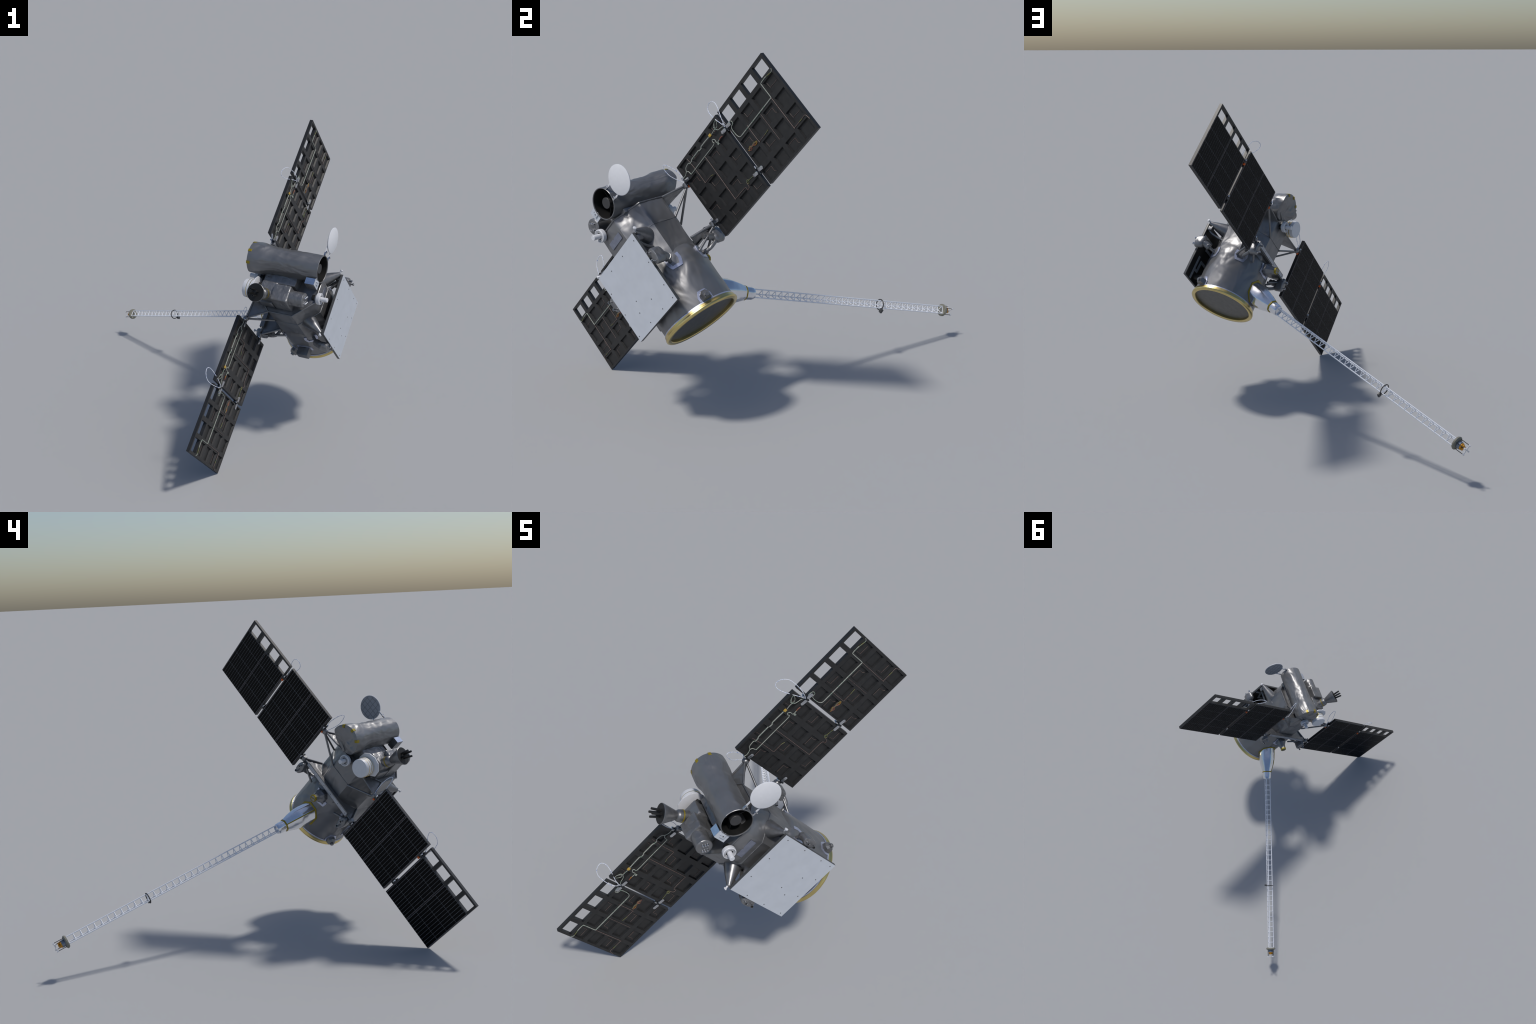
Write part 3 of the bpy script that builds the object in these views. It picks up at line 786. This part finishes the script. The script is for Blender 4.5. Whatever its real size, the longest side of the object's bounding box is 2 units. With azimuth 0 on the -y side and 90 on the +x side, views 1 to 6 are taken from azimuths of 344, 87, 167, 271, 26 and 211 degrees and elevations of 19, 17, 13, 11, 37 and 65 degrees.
for k in range(4):
    d = BXv * cos(radians(79 + 90 * k)) + BU * sin(radians(79 + 90 * k)); m.lathe(TP + BD * 0.0540 + d * 0.0245, BD, [(0, 0.0036), (0.008, 0.0036)], 10)
m.part("tip_cross", WHITEP, tip)

# ------------------------------------------------------------------ solar wings
YB, YF = -0.0078, 0.0092         # rear skin, front skin
PX_IN = [(0.248, 0.308), (0.335, 0.395), (0.422, 0.482), (0.509, 0.569)]
PX_OUT = [(0.6030, 0.6692), (0.6900, 0.7562), (0.7770, 0.8432), (0.8640, 0.9302)]
ROWS = [(z - 0.027, z + 0.027) for z in (-0.154, -0.077, 0.0, 0.077, 0.154)]
HOLE_Z = (0.1220, 0.1805)

def lattice_panel(s, x0, x1, cols, rows, hole_row):
    """flat panel with square lightening pockets in the rear and, on the outer panel, open windows"""
    xs = sorted({x0, x1} | {v for c in cols for v in c}); zsn = sorted({-0.1905, 0.1905} | {v for r in rows for v in r})
    m = Mesh()
    def quad(a, b, c, d): m.add([(s * p[0], p[1], p[2]) for p in (a, b, c, d)], [(0, 1, 2, 3)])
    depth = YB + 0.0085
    for i in range(len(xs) - 1):
        for j in range(len(zsn) - 1):
            xa, xb, za, zb = xs[i], xs[i + 1], zsn[j], zsn[j + 1]
            pocket = any(abs(xa - c[0]) < 1e-6 for c in cols) and any(abs(za - r[0]) < 1e-6 for r in rows)
            window = pocket and hole_row and abs(za - HOLE_Z[0]) < 1e-6
            if not pocket:
                quad((xa, YB, za), (xb, YB, za), (xb, YB, zb), (xa, YB, zb))
            if not window:
                quad((xa, YF, za), (xa, YF, zb), (xb, YF, zb), (xb, YF, za))
            if pocket:
                d = YF if window else depth
                e = 0.0 if window else 0.0035
                lo = [(xa, YB, za), (xb, YB, za), (xb, YB, zb), (xa, YB, zb)]
                hi = [(xa + e, d, za + e), (xb - e, d, za + e), (xb - e, d, zb - e), (xa + e, d, zb - e)]
                for k in range(4): quad(lo[k], lo[(k + 1) % 4], hi[(k + 1) % 4], hi[k])
                if not window: quad(*hi)
    for j in range(len(zsn) - 1):
        for x in (x0, x1): quad((x, YB, zsn[j]), (x, YF, zsn[j]), (x, YF, zsn[j + 1]), (x, YB, zsn[j + 1]))
    for i in range(len(xs) - 1):
        for z in (-0.1905, 0.1905): quad((xs[i], YB, z), (xs[i + 1], YB, z), (xs[i + 1], YF, z), (xs[i], YF, z))
    me = bpy.data.meshes.new("solar_panel"); me.from_pydata(m.v, [], m.f); me.materials.append(PANEL)
    bm = bmesh.new(); bm.from_mesh(me); bmesh.ops.remove_doubles(bm, verts=bm.verts, dist=1e-5)
    bmesh.ops.recalc_face_normals(bm, faces=bm.faces); bm.to_mesh(me); bm.free()
    return place("solar_panel", me)

def cell_string(s, xa, xb, za, zb, n=10):
    """one string of narrow cells standing just proud of the front skin"""
    m = Mesh(); w = (xb - xa) / n
    for i in range(n):
        a, b = xa + i * w + 0.0010, xa + (i + 1) * w - 0.0010
        lo, hi = min(s * a, s * b), max(s * a, s * b)
        m.box((lo, YF + 0.0004, za), (hi, YF + 0.0011, zb))
    return m.mesh("solar_cell_string", CELL)

WY = YB - 0.0016                 # wires lie on the rear skin
def wire(s, pts, r, mat, parent, name, y=WY, smooth=4, lift=0.0):
    m = Mesh()
    m.tube([(s * p[0], (p[2] if len(p) > 2 else y), p[1]) for p in pts], r, 6, smooth)
    return m.part(name, mat, parent)

def hinge(s, x, z, parent, full=True):
    m = Mesh()
    c = s * x
    for sg in ((-1, 1) if full else (1,)):
        cx = c + sg * s * 0.019 * 1.0
        m.prism([(cx - 0.012, YB - 0.0005, z - 0.006), (cx + 0.012, YB - 0.0005, z - 0.009), (cx + 0.016, YB - 0.0005, z), (cx + 0.012, YB - 0.0005, z + 0.006), (cx - 0.012, YB - 0.0005, z + 0.009), (cx - 0.016, YB - 0.0005, z)], (0, -0.006, 0), bevel=0.001)
    h = m.part("panel_hinge", STEEL, parent)
    m = Mesh()
    m.lathe((c, YB + 0.002, z - 0.016), (0, 0, 1), [(0, 0.0045), (0.034, 0.0045)], 12)
    m.lathe((c, YB + 0.012, z - 0.010), (0, 0, 1), [(0, 0.0050), (0.020, 0.0050)], 12)
    m.box((c - 0.0075, YB - 0.002, z - 0.008), (c + 0.0075, YF + 0.002, z + 0.004), bevel=0.001)
    m.part("hinge_knuckle", DSTEEL, h if False else parent)
    m = Mesh(); m.lathe((c, YF + 0.001, z + 0.006), (0, 0, 1), [(0, 0.0042), (0.010, 0.0042)], 12); m.lathe((c, YB - 0.004, z + 0.014), (0, 0, 1), [(0, 0.0038), (0.012, 0.0038)], 12)
    m.part("hinge_pin", STEEL, parent)

def wing(s):
    inner = lattice_panel(s, 0.2345, 0.5820, PX_IN, ROWS, False)
    outer = lattice_panel(s, 0.5975, 0.9415, PX_OUT, ROWS[:4] + [HOLE_Z], True)
    # front: strings of cells in two banks per panel, columns across the chord
    colz = [-0.1895, -0.1110, -0.0345, 0.0420, 0.1185, 0.1895]
    for pnl, banks, ncol in ((inner, [(0.2430, 0.3995), (0.4085, 0.5760)], 5), (outer, [(0.6050, 0.7655), (0.7745, 0.9370)], 4)):
        for xa, xb in banks:
            for j in range(ncol):
                za, zb = colz[j] + 0.0010, colz[j + 1] - 0.0010
                place("solar_cell_string", cell_string(s, xa, xb, za, zb), pnl)
        m = Mesh(); x0, x1 = banks[0][0] - 0.006, banks[1][1] + 0.003
        top = colz[ncol] + 0.0005
        m.box((min(s * x0, s * x1), YF + 0.0001, -0.1900), (max(s * x0, s * x1), YF + 0.0003, top)); m.part("cell_substrate", PANELF, pnl)
        m = Mesh()
        for xm, hw in (((banks[0][1] + banks[1][0]) / 2, 0.0030), (banks[0][0] - 0.0036, 0.0018)):
            m.box((s * xm - hw, YF + 0.0004, -0.189), (s * xm + hw, YF + 0.0006, top - 0.001))
        m.part("bank_gap_strip", CELL, pnl)
        rr = random.Random(11 + int(s))
        m = Mesh()                # bus-bar solder tabs in the gap between banks
        xg = (banks[0][1] + banks[1][0]) / 2
        for xb_ in (xg, banks[0][0] - 0.0035, banks[1][1] + 0.0020):
            z = -0.186
            while z < top - 0.012:
                l = rr.uniform(0.004, 0.011); w = rr.uniform(0.0008, 0.0022)
                cx = s * (xb_ + rr.uniform(-0.0012, 0.0012))
                m.box((cx - w / 2, YF + 0.0006, z), (cx + w / 2, YF + 0.0010, z + l)); z += l + rr.uniform(0.001, 0.005)
        o = m.part("bus_bar_tabs", BANDM, pnl); o["kind"] = "stuff"
    # rear wiring
    for pnl, cols, rows, ph in ((inner, PX_IN, ROWS, 1), (outer, PX_OUT, ROWS[:4], 0)):
        for i, c in enumerate(cols):
            for j, r in enumerate(rows):
                if (i + j + ph) % 2: continue
                zc = (r[0] + r[1]) / 2
                y = YB + 0.0075
                if i % 2 == 0: pts = [(c[0] + 0.006, zc + 0.013), (c[0] + 0.047, zc + 0.013), (c[0] + 0.047, zc - 0.010), (c[0] + 0.054, zc - 0.016)]
                else: pts = [(c[0] + 0.010, zc + 0.020), (c[0] + 0.012, zc - 0.005), (c[0] + 0.056, zc - 0.006)]
                wire(s, pts, 0.0008, PINKW, pnl, "heater_wire", y=y, smooth=1)
    W = lambda pts, r, mat, pnl, nm="wiring_cable", sm=3: wire(s, pts, r, mat, pnl, nm, smooth=sm)
    W([(.226, .138), (.244, .131), (.269, .139), (.279, .152), (.306, .156), (.313, .150)], 0.0019, GCABLE, inner)
    W([(.313, .149), (.331, .150), (.337, .154), (.397, .154)], 0.0026, GCABLE, inner, sm=2)
    W([(.399, .150), (.416, .149), (.423, .155), (.481, .153), (.493, .153)], 0.0026, GCABLE, inner, sm=2)
    W([(.269, .139), (.280, .132), (.284, .116), (.295, .1135), (.400, .1135), (.483, .1130), (.487, .125), (.493, .132), (.503, .123), (.503, .107), (.524, .107)], 0.0019, GCABLE, inner)
    W([(.524, .107), (.535, .108), (.546, .106)], 0.0026, REDW, inner)
    W([(.505, .150), (.535, .152), (.548, .139), (.574, .132), (.585, .124)], 0.0017, GCABLE, inner)
    W([(.535, .152), (.552, .172), (.567, .174), (.562, .160), (.548, .150), (.536, .162), (.552, .172)], 0.0013, GCABLE, inner)
    W([(.403, .1125), (.406, .096), (.4045, -.10), (.4045, -.115), (.415, -.117), (.482, -.118), (.487, -.133), (.502, -.130), (.506, -.108)], 0.0013, PINKW, inner)
    W([(.506, -.108), (.514, -.102), (.522, -.110), (.512, -.118), (.506, -.108), (.533, -.110), (.560, -.114)], 0.0014, YELW, inner)
    W([(.316, .173), (.320, .126), (.3215, .060), (.3215, .038), (.330, .0365), (.367, .0365)], 0.0012, PINKW, inner)
    W([(.367, .0365), (.384, .031)], 0.0014, YELW, inner)
    m = Mesh(); m.box((min(s * .490, s * .503), WY - .004, .1465), (max(s * .490, s * .503), WY + .001, .1585), bevel=.001); m.part("cable_connector", simple("tan_connector", (0.45, 0.30, 0.06), rough=0.5), inner)
    m = Mesh(); m.box((min(s * .502, s * .512), WY - .003, .094), (max(s * .502, s * .512), WY + .001, .103), bevel=.002); m.part("cable_clip", GCABLE, inner)
    W([(.602, .118), (.612, .121), (.630, .116), (.629, .102), (.611, .096), (.609, .062), (.617, .042), (.632, .0385)], 0.0017, GCABLE, outer)
    W([(.632, .0385), (.70, .0385), (.80, .0385), (.853, .0385)], 0.0024, GCABLE, outer, sm=1)
    W([(.853, .0385), (.856, .044), (.856, .100), (.860, .111), (.888, .1120), (.896, .111)], 0.0020, GCABLE, outer)
    W([(.896, .111), (.912, .108), (.924, .106)], 0.0021, YELW, outer)
    W([(.924, .106), (.932, .107), (.9375, .116)], 0.0016, GCABLE, outer)
    W([(.8555, .0385), (.8555, -.06), (.8555, -.115), (.860, -.1165), (.890, -.1165)], 0.0013, PINKW, outer)
    W([(.890, -.1165), (.910, -.1165)], 0.0016, YELW, outer)
    W([(.910, -.1165), (.931, -.1160), (.938, -.140)], 0.0012, PINKW, outer)
    W([(.683, .048), (.6815, .031), (.6815, -.036), (.688, -.0385), (.724, -.0385)], 0.0012, PINKW, outer)
    W([(.724, -.0385), (.751, -.036)], 0.0015, YELW, outer)
    W([(.768, .03), (.7685, -.10)], 0.0008, PINKW, outer, sm=1)
    rr = random.Random(5)
    for k in range(7):            # bundled loose heater leads
        z0 = -0.027 + rr.uniform(-.006, .006)
        W([(.609 + rr.uniform(0, .01), z0), (.628, -.027 + rr.uniform(-.009, .009)), (.642, -.027 + rr.uniform(-.003, .003)), (.658, -.028 + rr.uniform(-.008, .008)), (.674, -.030 + rr.uniform(-.005, .005))],
          0.0012, REDW if k % 3 else YELW, outer, "loose_leads")
    # root hinges carry the wing on the bus brackets; mid hinges join the panels
    hinge(s, 0.5898, 0.113, inner); hinge(s, 0.5898, -0.117, inner)
    for z in (0.113, -0.115): hinge(s, 0.2285, z, inner, full=False)
    m = Mesh(); m.lathe((s * 0.5898, YF + 0.002, 0.094), (0, 0, 1), [(0, 0.004), (0.002, 0.0066), (0.009, 0.0066), (0.011, 0.004)], 14); m.part("orange_damper", ORANGE, inner)
    # free cable loops bridging the hinges
    m = Mesh(); m.tube([(s * .591, YB - .003, .122), (s * .600, -.016, .146), (s * .607, -.012, .175), (s * .608, .001, .210), (s * .602, .010, .238), (s * .580, .019, .258), (s * .553, .024, .259),
                        (s * .543, .018, .240), (s * .551, .007, .210), (s * .572, -.010, .170), (s * .584, -.014, .142), (s * .588, YB - .003, .120)], 0.0014, 8, 5); m.part("cable_loop", WCABLE, inner)
    m = Mesh(); m.tube([(s * .225, YB - .002, .124), (s * .2285, -.006, .1425), (s * .230, -.010, .165), (s * .2265, -.018, .190), (s * .219, -.030, .217), (s * .208, -.039, .233), (s * .197, -.038, .222),
                        (s * .1915, -.029, .190), (s * .195, -.014, .160), (s * .2045, .002, .132), (s * .209, .003, .120)], 0.0015, 8, 5); m.part("cable_loop", WCABLE, inner)
wing(1); wing(-1)
